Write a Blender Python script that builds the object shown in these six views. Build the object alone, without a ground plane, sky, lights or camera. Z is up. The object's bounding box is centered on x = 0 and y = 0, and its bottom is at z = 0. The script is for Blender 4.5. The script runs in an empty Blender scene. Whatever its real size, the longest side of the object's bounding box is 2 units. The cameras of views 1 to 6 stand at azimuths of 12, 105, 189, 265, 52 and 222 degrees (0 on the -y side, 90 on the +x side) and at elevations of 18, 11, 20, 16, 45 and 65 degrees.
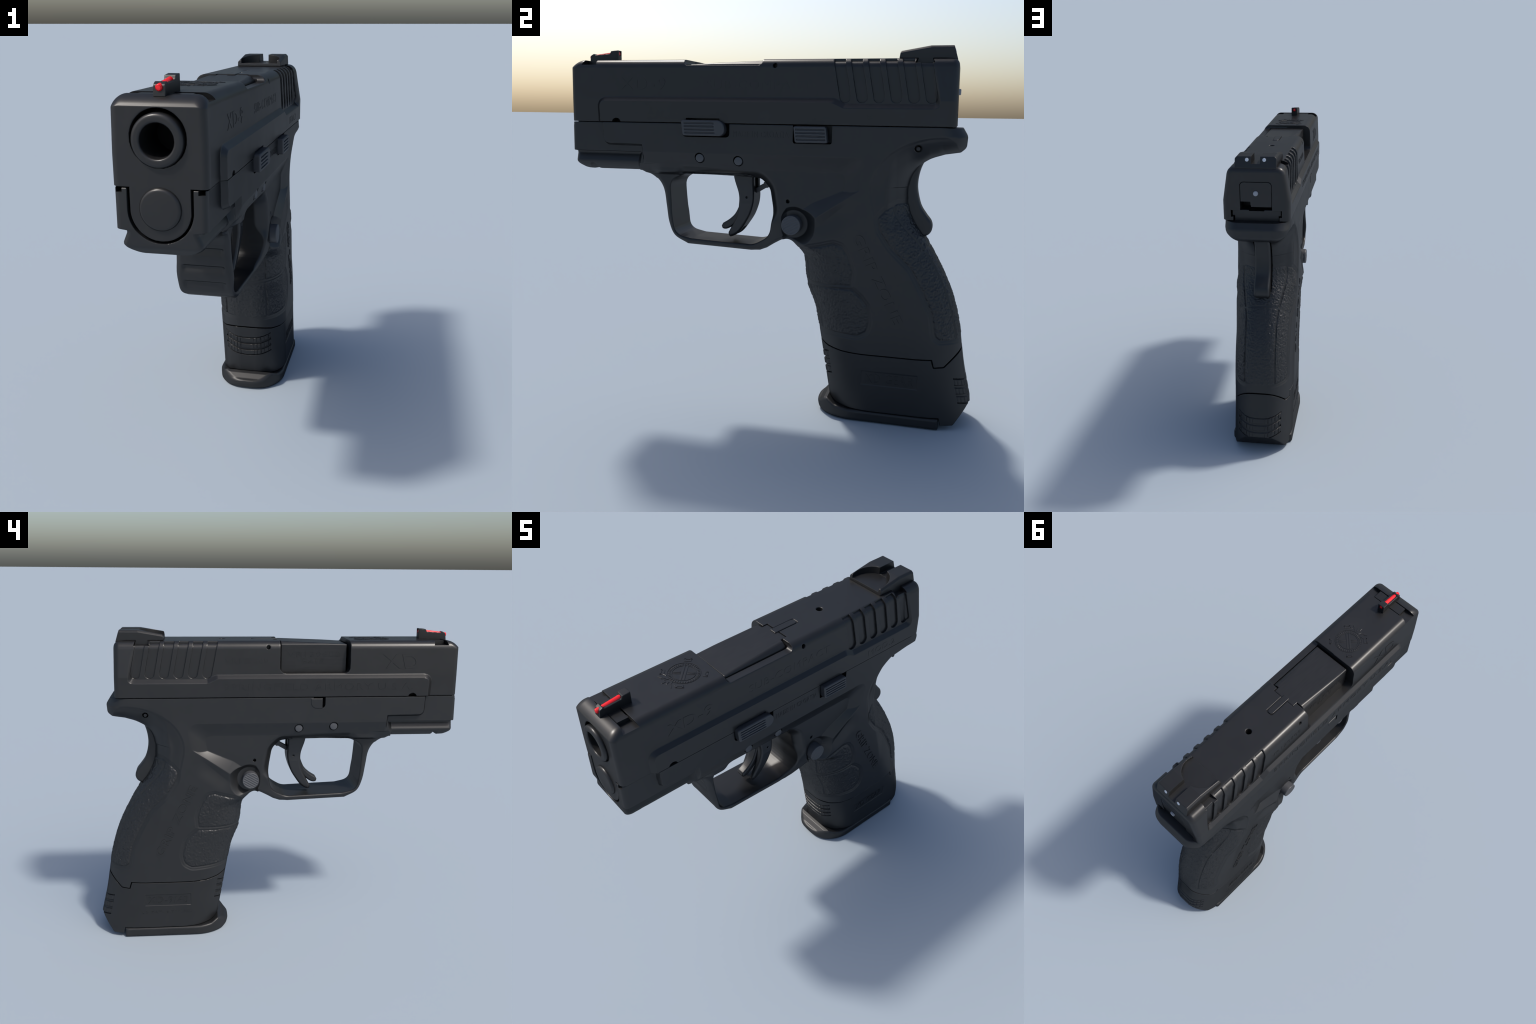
# Compact black pistol, built part by part from signed-distance descriptions
# (profiles, half-width rules, cuts and fillets) that are meshed by dual contouring.
import bpy, bmesh, math
import numpy as np
from mathutils import Vector, Matrix

rng = np.random.default_rng(7)
F32 = np.float32

# ------------------------------------------------------------------ helpers
def clip01(t): return np.clip(t, 0.0, 1.0)
def sstep(t):
    t = clip01(t); return t * t * (3 - 2 * t)
def lerp(a, b, t): return a + (b - a) * t
def hyp(a, b): return np.sqrt(a * a + b * b)
def rmax(a, b, r):
    """intersection with a rounded edge of radius r"""
    u = np.maximum(a + r, 0.0); v = np.maximum(b + r, 0.0)
    return np.minimum(np.maximum(a, b), -r) + hyp(u, v)
def rmin(a, b, r):
    u = np.maximum(r - a, 0.0); v = np.maximum(r - b, 0.0)
    return np.maximum(np.minimum(a, b), r) - hyp(u, v)
def smin(a, b, k):
    h = np.maximum(k - np.abs(a - b), 0) / k
    return np.minimum(a, b) - h * h * k * 0.25
def box(x, y, z, c, s, r=0.0):
    qx = np.abs(x - c[0]) - s[0] + r; qy = np.abs(y - c[1]) - s[1] + r; qz = np.abs(z - c[2]) - s[2] + r
    o = np.sqrt(np.maximum(qx, 0)**2 + np.maximum(qy, 0)**2 + np.maximum(qz, 0)**2)
    return o + np.minimum(np.maximum(qx, np.maximum(qy, qz)), 0) - r

def fillet(pts, n=6):
    """polygon corners (y, z, radius) -> list of points with arcs"""
    out = []
    m = len(pts)
    for i in range(m):
        p = np.array(pts[i][:2], float)
        r = pts[i][2] if len(pts[i]) > 2 else 0
        if r <= 0:
            out.append(tuple(p)); continue
        a = np.array(pts[i - 1][:2], float) - p; b = np.array(pts[(i + 1) % m][:2], float) - p
        la, lb = np.linalg.norm(a), np.linalg.norm(b); a /= la; b /= lb
        ang = math.acos(max(-1, min(1, float(a @ b))))
        t = min(r / math.tan(ang / 2), la * 0.48, lb * 0.48)
        for k in range(n + 1):
            s = k / n
            q = (1 - s)**2 * (p + a * t) + 2 * s * (1 - s) * p + s * s * (p + b * t)
            out.append(tuple(q))
    return out

def spline(pts, n=6):
    """open Catmull-Rom curve through points"""
    P = [np.array(p, float) for p in pts]
    P = [2 * P[0] - P[1]] + P + [2 * P[-1] - P[-2]]
    out = []
    for i in range(1, len(P) - 2):
        for k in range(n):
            t = k / n
            out.append(tuple(0.5 * (2 * P[i] + (P[i + 1] - P[i - 1]) * t
                       + (2 * P[i - 1] - 5 * P[i] + 4 * P[i + 1] - P[i + 2]) * t * t
                       + (3 * P[i] - P[i - 1] - 3 * P[i + 1] + P[i + 2]) * t**3)))
    out.append(tuple(P[-2]))
    return out

def poly_sd(y, z, pts):
    """signed distance to a closed polygon, negative inside"""
    y = y.astype(F32); z = z.astype(F32)
    d = np.full(y.shape, 1e9, F32); s = np.zeros(y.shape, bool)
    n = len(pts)
    for i in range(n):
        ay, az = pts[i]; by, bz = pts[(i + 1) % n]
        ey, ez = by - ay, bz - az
        L = ey * ey + ez * ez
        if L < 1e-14: continue
        wy, wz = y - F32(ay), z - F32(az)
        t = np.clip((wy * F32(ey) + wz * F32(ez)) / F32(L), 0, 1)
        d = np.minimum(d, (wy - t * F32(ey))**2 + (wz - t * F32(ez))**2)
        if az != bz:
            c = (az > z) != (bz > z)
            s ^= c & (y < F32(ey / ez) * (z - F32(az)) + F32(ay))
    d = np.sqrt(d)
    return np.where(s, -d, d)

def line_d(y, z, pts):
    """distance to an open polyline"""
    d = np.full(y.shape, 1e9, F32)
    for (ay, az), (by, bz) in zip(pts[:-1], pts[1:]):
        ey, ez = by - ay, bz - az
        t = np.clip(((y - ay) * ey + (z - az) * ez) / (ey * ey + ez * ez), 0, 1)
        d = np.minimum(d, (y - ay - t * ey)**2 + (z - az - t * ez)**2)
    return np.sqrt(d)

class Field:
    """side-view (y, z) field sampled on a grid and read back bilinearly"""
    h = 0.0025; y0 = -1.06; z0 = -0.12; ny = 850; nz = 770
    Y = Z = None
    def __init__(self, arr): self.a = np.ascontiguousarray(arr, F32)
    def __call__(self, y, z):
        u = np.clip((y - F32(self.y0)) / F32(self.h), 0, self.ny - 1.001); v = np.clip((z - F32(self.z0)) / F32(self.h), 0, self.nz - 1.001)
        i = u.astype(np.int32); j = v.astype(np.int32); fu = (u - i).astype(F32); fv = (v - j).astype(F32)
        a = self.a.ravel(); k = i * self.nz + j
        return (a[k] * (1 - fu) + a[k + self.nz] * fu) * (1 - fv) + (a[k + 1] * (1 - fu) + a[k + self.nz + 1] * fu) * fv
Field.Y, Field.Z = np.meshgrid(Field.y0 + Field.h * np.arange(Field.ny, dtype=F32),
                               Field.z0 + Field.h * np.arange(Field.nz, dtype=F32), indexing='ij')
YY, ZZ = Field.Y, Field.Z
def pfield(pts): return Field(poly_sd(YY, ZZ, pts))

# value noise on a hashed lattice (for the stippled grip panels)
NT = rng.random((64, 64, 64)).astype(F32)
def vnoise(x, y, z, s):
    x, y, z = x / s + 100, y / s + 100, z / s + 100
    i, j, k = np.floor(x).astype(np.int32), np.floor(y).astype(np.int32), np.floor(z).astype(np.int32)
    u, v, w = x - i, y - j, z - k
    u, v, w = u * u * (3 - 2 * u), v * v * (3 - 2 * v), w * w * (3 - 2 * w)
    g = lambda a, b, c: NT[(i + a) & 63, (j + b) & 63, (k + c) & 63]
    return (((g(0,0,0) * (1-u) + g(1,0,0) * u) * (1-v) + (g(0,1,0) * (1-u) + g(1,1,0) * u) * v) * (1-w)
          + ((g(0,0,1) * (1-u) + g(1,0,1) * u) * (1-v) + (g(0,1,1) * (1-u) + g(1,1,1) * u) * v) * w)

# ------------------------------------------------------------------ dual contouring
def ev(f, P, chunk=400000):
    out = np.empty(len(P), F32)
    for i in range(0, len(P), chunk):
        q = P[i:i + chunk]
        out[i:i + chunk] = f(q[:, 0], q[:, 1], q[:, 2])
    return out

def contour(f, lo, hi, h):
    lo = np.array(lo, F32); B = 4
    nb = np.ceil((np.array(hi) - lo) / (h * B)).astype(int)
    n = nb * B
    H = h * B
    def centres(idx, size): return (lo + (idx + 0.5) * size).astype(F32)
    # block pass, two levels
    n4 = np.ceil(nb / 4).astype(int)
    I = np.stack(np.meshgrid(*[np.arange(k) for k in n4], indexing='ij'), -1).reshape(-1, 3)
    v4 = ev(f, centres(I, H * 4))
    bv = np.repeat(np.repeat(np.repeat(v4.reshape(n4), 4, 0), 4, 1), 4, 2)[:nb[0], :nb[1], :nb[2]].copy()
    near = np.abs(bv) < H * 4 * 0.87 * 1.6
    I = np.argwhere(near)
    vb = ev(f, centres(I, H)); bv[tuple(I.T)] = vb
    I = I[np.abs(vb) < H * 0.87 * 1.7]
    V = np.repeat(np.repeat(np.repeat(np.where(bv < 0, F32(-1), F32(1)), B, 0), B, 1), B, 2)
    o = np.stack(np.meshgrid(*[np.arange(B)] * 3, indexing='ij'), -1).reshape(-1, 3)
    for s in range(0, len(I), 6000):
        idx = (I[s:s + 6000, None, :] * B + o[None]).reshape(-1, 3)
        V[idx[:, 0], idx[:, 1], idx[:, 2]] = ev(f, (lo + idx * h).astype(F32))
    S = V < 0
    EI, EP, ES, EA = [], [], [], []
    for ax in range(3):
        sl0 = [slice(None)] * 3; sl1 = [slice(None)] * 3
        sl0[ax] = slice(0, -1); sl1[ax] = slice(1, None)
        c = np.argwhere(S[tuple(sl0)] != S[tuple(sl1)])
        ok = np.ones(len(c), bool)
        for b in range(3):
            if b != ax: ok &= (c[:, b] > 0) & (c[:, b] < n[b] - 1)
        c = c[ok]
        d = c.copy(); d[:, ax] += 1
        a0 = V[tuple(c.T)]; a1 = V[tuple(d.T)]
        p = (lo + c * h).astype(F32); p[:, ax] += (a0 / (a0 - a1)) * F32(h)
        EI.append(c); EP.append(p); ES.append(a0 < 0); EA.append(np.full(len(c), ax))
    C = np.concatenate(EI); P = np.concatenate(EP); Sg = np.concatenate(ES); A = np.concatenate(EA)
    def grad(P, e):
        g = np.empty((len(P), 3), F32)
        for k in range(3):
            q = P.copy(); q[:, k] += e; u = ev(f, q); q[:, k] -= 2 * e
            g[:, k] = u - ev(f, q)
        return g / np.maximum(np.linalg.norm(g, axis=1, keepdims=True), 1e-9)
    # refine the crossing along its edge (secant), then take normals
    fp = ev(f, P); q = P.copy(); q[np.arange(len(P)), A] += F32(h * 0.08)
    dd = (ev(f, q) - fp) / F32(h * 0.08)
    st = np.where(np.abs(dd) > 0.15, -fp / np.where(np.abs(dd) > 0.15, dd, 1), 0)
    P[np.arange(len(P)), A] += np.clip(st, -h * 0.3, h * 0.3).astype(F32)
    N = grad(P, F32(h * 0.25))
    # the four cells round each crossing edge
    cells = np.empty((len(C), 4), np.int64)
    dims = (n[0], n[1], n[2])
    for ax in range(3):
        m = A == ax; b, c2 = (ax + 1) % 3, (ax + 2) % 3
        for k, (du, dv) in enumerate(((0, 0), (-1, 0), (-1, -1), (0, -1))):
            q = C[m].copy(); q[:, b] += du; q[:, c2] += dv
            cells[m, k] = np.ravel_multi_index(tuple(q.T), dims)
    ids, inv = np.unique(cells.ravel(), return_inverse=True)
    M = len(ids); rep = np.repeat(np.arange(len(C)), 4)
    def acc(v): return np.bincount(inv, weights=v[rep], minlength=M)
    cnt = acc(np.ones(len(C)))
    mean = np.stack([acc(P[:, k]) for k in range(3)], -1) / cnt[:, None]
    nd = (N * P).sum(1).astype(np.float64)
    ATA = np.empty((M, 3, 3)); ATb = np.empty((M, 3))
    for i in range(3):
        ATb[:, i] = acc(N[:, i] * nd)
        for j in range(i, 3):
            ATA[:, i, j] = ATA[:, j, i] = acc((N[:, i] * N[:, j]).astype(np.float64))
    rhs = ATb - np.einsum('nij,nj->ni', ATA, mean)
    ATA += np.eye(3) * (0.04 * cnt)[:, None, None]
    X = mean + np.linalg.solve(ATA, rhs[..., None])[..., 0]
    cell0 = lo + np.stack(np.unravel_index(ids, dims), -1) * h
    X = np.clip(X, cell0 - 0.02 * h, cell0 + 1.02 * h)
    quads = inv.reshape(-1, 4)
    quads = np.where(Sg[:, None], quads, quads[:, ::-1])
    return X.astype(F32), quads.astype(np.int32)

def mesh_from(name, X, Q):
    me = bpy.data.meshes.new(name)
    me.vertices.add(len(X)); me.vertices.foreach_set('co', X.ravel().astype(F32))
    me.loops.add(Q.size); me.loops.foreach_set('vertex_index', Q.ravel())
    me.polygons.add(len(Q))
    me.polygons.foreach_set('loop_start', np.arange(0, Q.size, 4, dtype=np.int32))
    me.update(calc_edges=True); me.validate()
    return me

coll = bpy.context.scene.collection
def drop(X, Q, hidden):
    """leave out faces that lie inside a closed joint"""
    Q = Q[~hidden(X[Q].mean(1))]
    ids, inv = np.unique(Q.ravel(), return_inverse=True)
    return X[ids], inv.reshape(-1, 4).astype(np.int32)
def obj(name, me, mat, parent, angle=34):
    o = bpy.data.objects.new(name, me); coll.objects.link(o)
    if mat: 
        me.materials.clear(); me.materials.append(mat)
    if parent: o.parent = parent
    if angle:
        me.polygons.foreach_set('use_smooth', np.ones(len(me.polygons), bool))
        me.set_sharp_from_angle(angle=math.radians(angle))
    return o
def sdf_obj(name, f, lo, hi, h, mat, parent, angle=34, hidden=None):
    X, Q = contour(f, lo, hi, h)
    if hidden is not None: X, Q = drop(X, Q, hidden)
    return obj(name, mesh_from(name, X, Q), mat, parent, angle)

# ------------------------------------------------------------------ materials
GRAZE = 0.03      # matt finish: little sheen at flat angles
def material(name, col, rough, spec=0.5, metal=0.0, var=0.06, grain=900.0, bump=0.0, coat=0.0, streak=False):
    m = bpy.data.materials.new(name); m.use_nodes = True
    nt = m.node_tree; bs = nt.nodes['Principled BSDF']
    tc = nt.nodes.new('ShaderNodeTexCoord')
    n1 = nt.nodes.new('ShaderNodeTexNoise'); n1.inputs['Scale'].default_value = 9; n1.inputs['Detail'].default_value = 5
    mp = nt.nodes.new('ShaderNodeMapping')
    if streak: mp.inputs['Scale'].default_value = (14, 1.2, 14)
    nt.links.new(tc.outputs['Object'], mp.inputs['Vector']); nt.links.new(mp.outputs['Vector'], n1.inputs['Vector'])
    cr = nt.nodes.new('ShaderNodeValToRGB')
    a, b = 1 - var, 1 + var
    cr.color_ramp.elements[0].position = 0.3; cr.color_ramp.elements[1].position = 0.7
    cr.color_ramp.elements[0].color = (col[0] * a, col[1] * a, col[2] * a, 1)
    cr.color_ramp.elements[1].color = (col[0] * b, col[1] * b, col[2] * b, 1)
    nt.links.new(n1.outputs['Fac'], cr.inputs['Fac']); nt.links.new(cr.outputs['Color'], bs.inputs['Base Color'])
    mr = nt.nodes.new('ShaderNodeMapRange')
    mr.inputs['To Min'].default_value = rough - 0.04; mr.inputs['To Max'].default_value = rough + 0.04
    nt.links.new(n1.outputs['Fac'], mr.inputs['Value']); nt.links.new(mr.outputs['Result'], bs.inputs['Roughness'])
    lw = nt.nodes.new('ShaderNodeLayerWeight'); lw.inputs['Blend'].default_value = 0.5
    sp = nt.nodes.new('ShaderNodeMapRange'); sp.interpolation_type = 'SMOOTHSTEP'
    sp.inputs['From Min'].default_value = 0.25; sp.inputs['From Max'].default_value = 0.80
    sp.inputs['To Min'].default_value = spec; sp.inputs['To Max'].default_value = spec * GRAZE
    nt.links.new(lw.outputs['Facing'], sp.inputs['Value']); nt.links.new(sp.outputs['Result'], bs.inputs['Specular IOR Level'])
    bs.inputs['Metallic'].default_value = metal
    bs.inputs['Coat Weight'].default_value = coat
    if bump > 0:
        n2 = nt.nodes.new('ShaderNodeTexNoise'); n2.inputs['Scale'].default_value = grain; n2.inputs['Detail'].default_value = 2
        nt.links.new(tc.outputs['Object'], n2.inputs['Vector'])
        bp = nt.nodes.new('ShaderNodeBump'); bp.inputs['Strength'].default_value = bump; bp.inputs['Distance'].default_value = 0.001
        nt.links.new(n2.outputs['Fac'], bp.inputs['Height']); nt.links.new(bp.outputs['Normal'], bs.inputs['Normal'])
    return m

M_slide = material('blued_steel', (0.0145, 0.0145, 0.0150), 0.34, 0.44, bump=0.05, grain=500)
M_hood = material('brushed_chamber_steel', (0.0155, 0.0155, 0.016), 0.35, 0.40, bump=0.05, streak=True, var=0.15)
M_frame = material('black_polymer', (0.0148, 0.0153, 0.0163), 0.385, 0.44, bump=0.10, grain=420)
M_mag = material('magazine_polymer', (0.0145, 0.0150, 0.0160), 0.42, 0.40, bump=0.10, grain=420)
M_pin = material('pin_steel', (0.060, 0.062, 0.068), 0.42, 0.5)
M_lever = material('lever_steel', (0.036, 0.038, 0.043), 0.40, 0.5)
M_trig = material('trigger_polymer', (0.020, 0.021, 0.023), 0.34, 0.45)
M_sight = material('sight_steel', (0.0140, 0.0140, 0.0145), 0.36, 0.40)
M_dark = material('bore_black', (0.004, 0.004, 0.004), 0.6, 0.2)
M_white = material('white_dot_paint', (0.62, 0.64, 0.68), 0.5, 0.4, var=0.02)
M_grey = material('striker_steel', (0.30, 0.31, 0.34), 0.4, 0.5, var=0.04)
M_red = material('red_fiber_optic', (0.85, 0.012, 0.018), 0.25, 0.5, var=0.02)

# ------------------------------------------------------------------ root
root = bpy.data.objects.new('pistol', None); coll.objects.link(root)
root['label'] = 'compact black semi-automatic pistol with red front sight'
root['category'] = 'pistol'

# ================================================================== SLIDE
Z_TOP, Z_SEAM, Y_FRONT, Y_REAR = 1.684, 1.3915, -0.984, 0.862
# raised lower band and rear block (everything else of the side is 2 cm shallower)
band = fillet([(-0.812, 1.30), (-0.822, 1.49, 0.03), (0.322, 1.49, 0.02), (0.372, 1.467, 0.02), (0.795, 1.467, 0.03),
               (0.748, 1.75), (1.0, 1.75), (1.0, 1.30)])
SB = poly_sd(YY, ZZ, band)
W_hi = 0.1635 - 0.03 * np.maximum(ZZ - 1.5, 0)
W_lo = 0.184 - 0.165 * np.maximum(ZZ - 1.50, 0)
W_lo = np.maximum(W_lo, W_hi)
F_slideW = Field(lerp(W_hi, W_lo, clip01(1.0 - SB / 0.020)))
# six grasping slots, leaning forward
slots = np.full(YY.shape, 1e9, F32)
for i in range(6):
    yb = 0.7525 - 0.0754 * i
    slots = np.minimum(slots, line_d(YY, ZZ, [(yb, 1.516), (yb - 0.046, 1.75)]) - 0.0245)
F_slots = Field(slots)

def slide_body(x, y, z):
    a = np.abs(x)
    d = rmax(a - F_slideW(y, z), z - Z_TOP, 0.042)
    front = np.maximum(-(y - Y_FRONT), (-(y - Y_FRONT) * 0.78 + (z - 1.650) * 0.62))
    d = rmax(d, front, 0.026)
    d = rmax(d, y - Y_REAR - 0.015 * (1.55 - z), 0.030)
    d = rmax(d, Z_SEAM - z, 0.004)
    return d

def slide(x, y, z):
    a = np.abs(x)
    d = slide_body(x, y, z)
    # grasping slots
    cut = np.maximum(np.maximum(F_slots(y, z), -(d + 0.010)), 0.126 - a)
    d = rmax(d, -cut, 0.003)
    # recoil spring housing hanging below the seam at the muzzle
    u = np.where(z > 1.318, a - 0.1045, hyp(a, z - 1.318) - 0.1045)
    hs = rmax(rmax(u, np.maximum(-(y - Y_FRONT), y + 0.84), 0.004), z - 1.45, 0.004)
    d = np.minimum(d, hs)
    # barrel hole
    d = rmax(d, -np.maximum(hyp(x, z - 1.552) - 0.0945, y + 0.80), 0.004)
    # ejection port: deep on the left side and the top, shallow ledge on the right
    py = np.abs(y + 0.2015) - 0.1885
    port = rmax(rmax(py, 1.514 - z, 0.032), x - 0.118, 0.004)
    ledge = rmax(py - 0.002, 1.655 - z, 0.02)
    d = rmax(d, -np.minimum(port, np.maximum(ledge, -x)), 0.003)
    # tab recess behind the chamber
    d = np.maximum(d, -box(x, y, z, (0.005, 0.0, 1.68), (0.072, 0.014, 0.03)))
    d = np.maximum(d, -box(x, y, z, (0, 0.06, 1.69), (0.0215, 0.076, 0.012), 0.006))
    # pin holes and top hole
    d = rmax(d, -np.maximum(hyp(x, y - 0.29) - 0.0165, 1.62 - z), 0.004)
    d = rmax(d, -np.maximum(hyp(y - 0.051, z - 1.653) - 0.0105, 0.12 - a), 0.003)
    # dovetails of front and rear sight
    d = np.maximum(d, -np.maximum(np.maximum(np.abs(y + 0.886) - 0.032 - 0.35 * (1.684 - z), 1.661 - z), -1))
    d = np.maximum(d, -np.maximum(np.abs(y - 0.715) - 0.034 - 0.35 * (1.684 - z), 1.662 - z))
    # half-round takedown notch on both sides, lever clearance on the right
    d = np.maximum(d, -np.maximum(hyp(y + 0.733, z - 1.386) - 0.024, 0.13 - a))
    d = np.maximum(d, -box(x, y, z, (0.17, -0.29, 1.39), (0.05, 0.083, 0.024)))
    # rear: striker plate opening and frame rail slot
    rear = box(x, y, z, (0, 0.86, 1.53), (0.087, 0.03, 0.078), 0.022)
    rear = np.minimum(rear, box(x, y, z, (0, 0.86, 1.47), (0.087, 0.10, 0.04)))
    rail = np.minimum(box(x, y, z, (0, 0.86, 1.432), (0.139, 0.06, 0.019)), box(x, y, z, (0, 0.86, 1.40), (0.126, 0.06, 0.03)))
    d = np.maximum(d, -np.minimum(rear, rail))
    return d
H_BIG = 0.0029
o_slide = sdf_obj('slide', slide, (-0.2, -1.0, 1.2), (0.2, 0.885, 1.70), 0.0031, M_slide, root,
    hidden=lambda c: (np.abs(c[:, 2] - Z_SEAM) < 0.002) & (np.abs(c[:, 0]) < 0.125) & (c[:, 1] > -0.8) & (c[:, 1] < 0.79))

# barrel, chamber block, recoil plug
def barrel(x, y, z):
    r = hyp(x, z - 1.545)
    d = rmax(r - 0.088, np.abs(y + 0.85) - 0.150, 0.014)
    return rmax(d, -np.maximum(r - 0.057, y + 0.80), 0.008)
sdf_obj('barrel', barrel, (-0.1, -1.01, 1.44), (0.1, -0.69, 1.65), 0.003, M_slide, root)
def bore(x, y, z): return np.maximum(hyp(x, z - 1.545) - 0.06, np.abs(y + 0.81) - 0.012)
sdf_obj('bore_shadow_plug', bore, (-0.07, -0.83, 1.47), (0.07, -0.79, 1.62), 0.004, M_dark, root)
def chamber(x, y, z):
    top = z - (1.681 - 0.016 * clip01((0.0 - y) / 0.38) - 0.002 * clip01((-0.27 - y) / 0.1))
    xs = np.where(x < 0, -x - 0.114, x - 0.112)
    ch = (np.abs(x + 0.003) - (0.090 + 0.020 * clip01(-y / 0.38))) * 0.62 + top * 0.78
    d = rmax(rmax(top, ch, 0.004), xs, 0.004)
    plan = np.minimum(np.abs(y + 0.1985) - 0.1775, np.maximum(np.abs(x - 0.005) - 0.0695, np.abs(y + 0.05) - 0.0615))
    d = rmax(d, plan, 0.003)
    return np.maximum(d, 1.45 - z)
sdf_obj('chamber_block', chamber, (-0.15, -0.39, 1.44), (0.14, 0.03, 1.70), 0.0025, M_hood, root)
def indicator(x, y, z):
    d = rmax(rmax(np.abs(x) - 0.0185, y - 0.133, 0.0185), -y - 0.008, 0.003)
    return rmax(d, np.abs(z - 1.675) - 0.0105, 0.003)
sdf_obj('loaded_chamber_indicator', indicator, (-0.03, -0.02, 1.655), (0.03, 0.145, 1.695), 0.002, M_slide, root)
def plug(x, y, z):
    r = hyp(x, z - 1.322)
    return rmax(r - 0.0725, -(y + 0.998) + 0.7 * r * r, 0.012)
def plug2(x, y, z): return np.maximum(plug(x, y, z), y + 0.94)
sdf_obj('recoil_spring_plug', plug2, (-0.08, -1.0, 1.24), (0.08, -0.93, 1.41), 0.0025, M_slide, root)

# striker plate at the rear
def cover(x, y, z):
    d = rmax(rmax(np.abs(x) - 0.0845, z - 1.6055, 0.020), np.abs(y - 0.848) - 0.0135, 0.003)
    cutz = np.where(x > 0.032, 1.499, 1.470)
    return np.maximum(d, cutz - z)
o_cover = sdf_obj('striker_cover_plate', cover, (-0.1, 0.82, 1.45), (0.1, 0.87, 1.62), 0.0025, M_slide, root)
def rail_block(x, y, z):
    d = np.minimum(box(x, y, z, (0, 0.80, 1.432), (0.133, 0.048, 0.0165), 0.003), box(x, y, z, (0, 0.80, 1.40), (0.12, 0.048, 0.03), 0.003))
    return np.maximum(d, -box(x, y, z, (0, 0.85, 1.46), (0.042, 0.08, 0.017)))
sdf_obj('frame_rail', rail_block, (-0.15, 0.74, 1.36), (0.15, 0.86, 1.46), 0.003, M_frame, root)

def disc(name, c, axis, r, length, mat, parent, bevel=0.003, seg=32):
    bm = bmesh.new()
    bmesh.ops.create_cone(bm, cap_ends=True, segments=seg, radius1=r, radius2=r, depth=length)
    es = [e for e in bm.edges if all(abs(abs(v.co.z) - length / 2) < 1e-6 for v in e.verts)]
    bmesh.ops.bevel(bm, geom=es, offset=bevel, segments=3, profile=0.5, affect='EDGES')
    me = bpy.data.meshes.new(name); bm.to_mesh(me); bm.free()
    o = obj(name, me, mat, parent, 40)
    o.rotation_mode = 'QUATERNION'; o.rotation_quaternion = Vector((0, 0, 1)).rotation_difference(Vector(axis))
    o.location = c
    return o
disc('striker_indicator', (0, 0.862, 1.545), (0, 1, 0), 0.0135, 0.02, M_grey, o_cover, 0.004)

# ================================================================== SIGHTS
rs_prof = fillet([(0.852, 1.677), (0.833, 1.7385, 0.004), (0.735, 1.7385, 0.01), (0.606, 1.716, 0.006), (0.601, 1.685), (0.63, 1.6845), (0.8, 1.6845)])
F_rs = pfield(rs_prof)
def rear_sight(x, y, z):
    a = np.abs(x)
    d = rmax(F_rs(y, z), a - 0.112, 0.003)
    d = rmax(d, (a - 0.112) * 0.72 + (z - 1.728 + 0.17 * np.maximum(0.735 - y, 0)) * 0.69, 0.002)
    sc = np.maximum(hyp(x, y - 0.637) - 0.0985, 1.6985 - z)
    d = rmax(d, -np.maximum(sc, -1), 0.002)
    d = rmax(d, -np.maximum(a - 0.0245, 1.7005 - z), 0.002)
    foot = np.maximum(np.maximum(np.abs(y - 0.715) - 0.031 - 0.35 * (1.684 - z), a - 0.112), np.abs(z - 1.674) - 0.0115)
    return np.minimum(d, foot)
o_rs = sdf_obj('rear_sight', rear_sight, (-0.125, 0.585, 1.655), (0.125, 0.865, 1.765), 0.002, M_sight, root)
for sx in (-0.0465, 0.0465):
    disc('sight_dot', (sx, 0.8375, 1.721), (0, 0.957, 0.29), 0.0098, 0.005, M_white, o_rs, 0.0012)

fs_prof = fillet([(-0.797, 1.67), (-0.7955, 1.7395, 0.003), (-0.835, 1.736, 0.003), (-0.842, 1.7215, 0.004), (-0.922, 1.7165, 0.004),
                  (-0.930, 1.7235, 0.004), (-0.948, 1.714, 0.012), (-0.953, 1.67)])
F_fs = pfield(fs_prof)
def front_sight(x, y, z):
    d = rmax(F_fs(y, z), np.abs(x) - 0.0205, 0.003)
    d = np.maximum(d, 1.678 - z)
    base = np.maximum(np.maximum(np.abs(y + 0.887) - 0.0265 - 0.3 * (1.684 - z), np.abs(x) - 0.093), np.abs(z - 1.671) - 0.0105)
    d = np.minimum(d, base)
    return np.maximum(d, -(hyp(x, (z - 1.7144 - 0.125 * (y + 0.877))) - 0.0116))
o_fs = sdf_obj('front_sight', front_sight, (-0.1, -0.965, 1.655), (0.1, -0.785, 1.75), 0.0018, M_sight, root)
rod = disc('fiber_optic_rod', (0, -0.8770, 1.7144), (0, 1, 0.125), 0.0112, 0.161, M_red, o_fs, 0.0045)

# ================================================================== FRAME
front_strap = spline([(0.013, 0.806), (0.06, 0.836), (0.105, 0.857), (0.145, 0.846), (0.174, 0.805), (0.188, 0.755), (0.194, 0.695),
                      (0.201, 0.645), (0.210, 0.612), (0.234, 0.557), (0.250, 0.507), (0.262, 0.447), (0.275, 0.38), (0.288, 0.31), (0.320, 0.13)])
back_strap = spline([(1.000, 0.125), (0.968, 0.265), (0.950, 0.37), (0.933, 0.47), (0.904, 0.58), (0.869, 0.67), (0.812, 0.78), (0.748, 0.888),
                     (0.705, 0.955), (0.675, 1.045), (0.672, 1.13), (0.70, 1.20), (0.752, 1.245), (0.82, 1.270)])
guard_out = spline([(-0.632, 1.157), (-0.566, 1.121), (-0.530, 1.07), (-0.514, 0.985), (-0.498, 0.904), (-0.468, 0.838), (-0.398, 0.799)])
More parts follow.
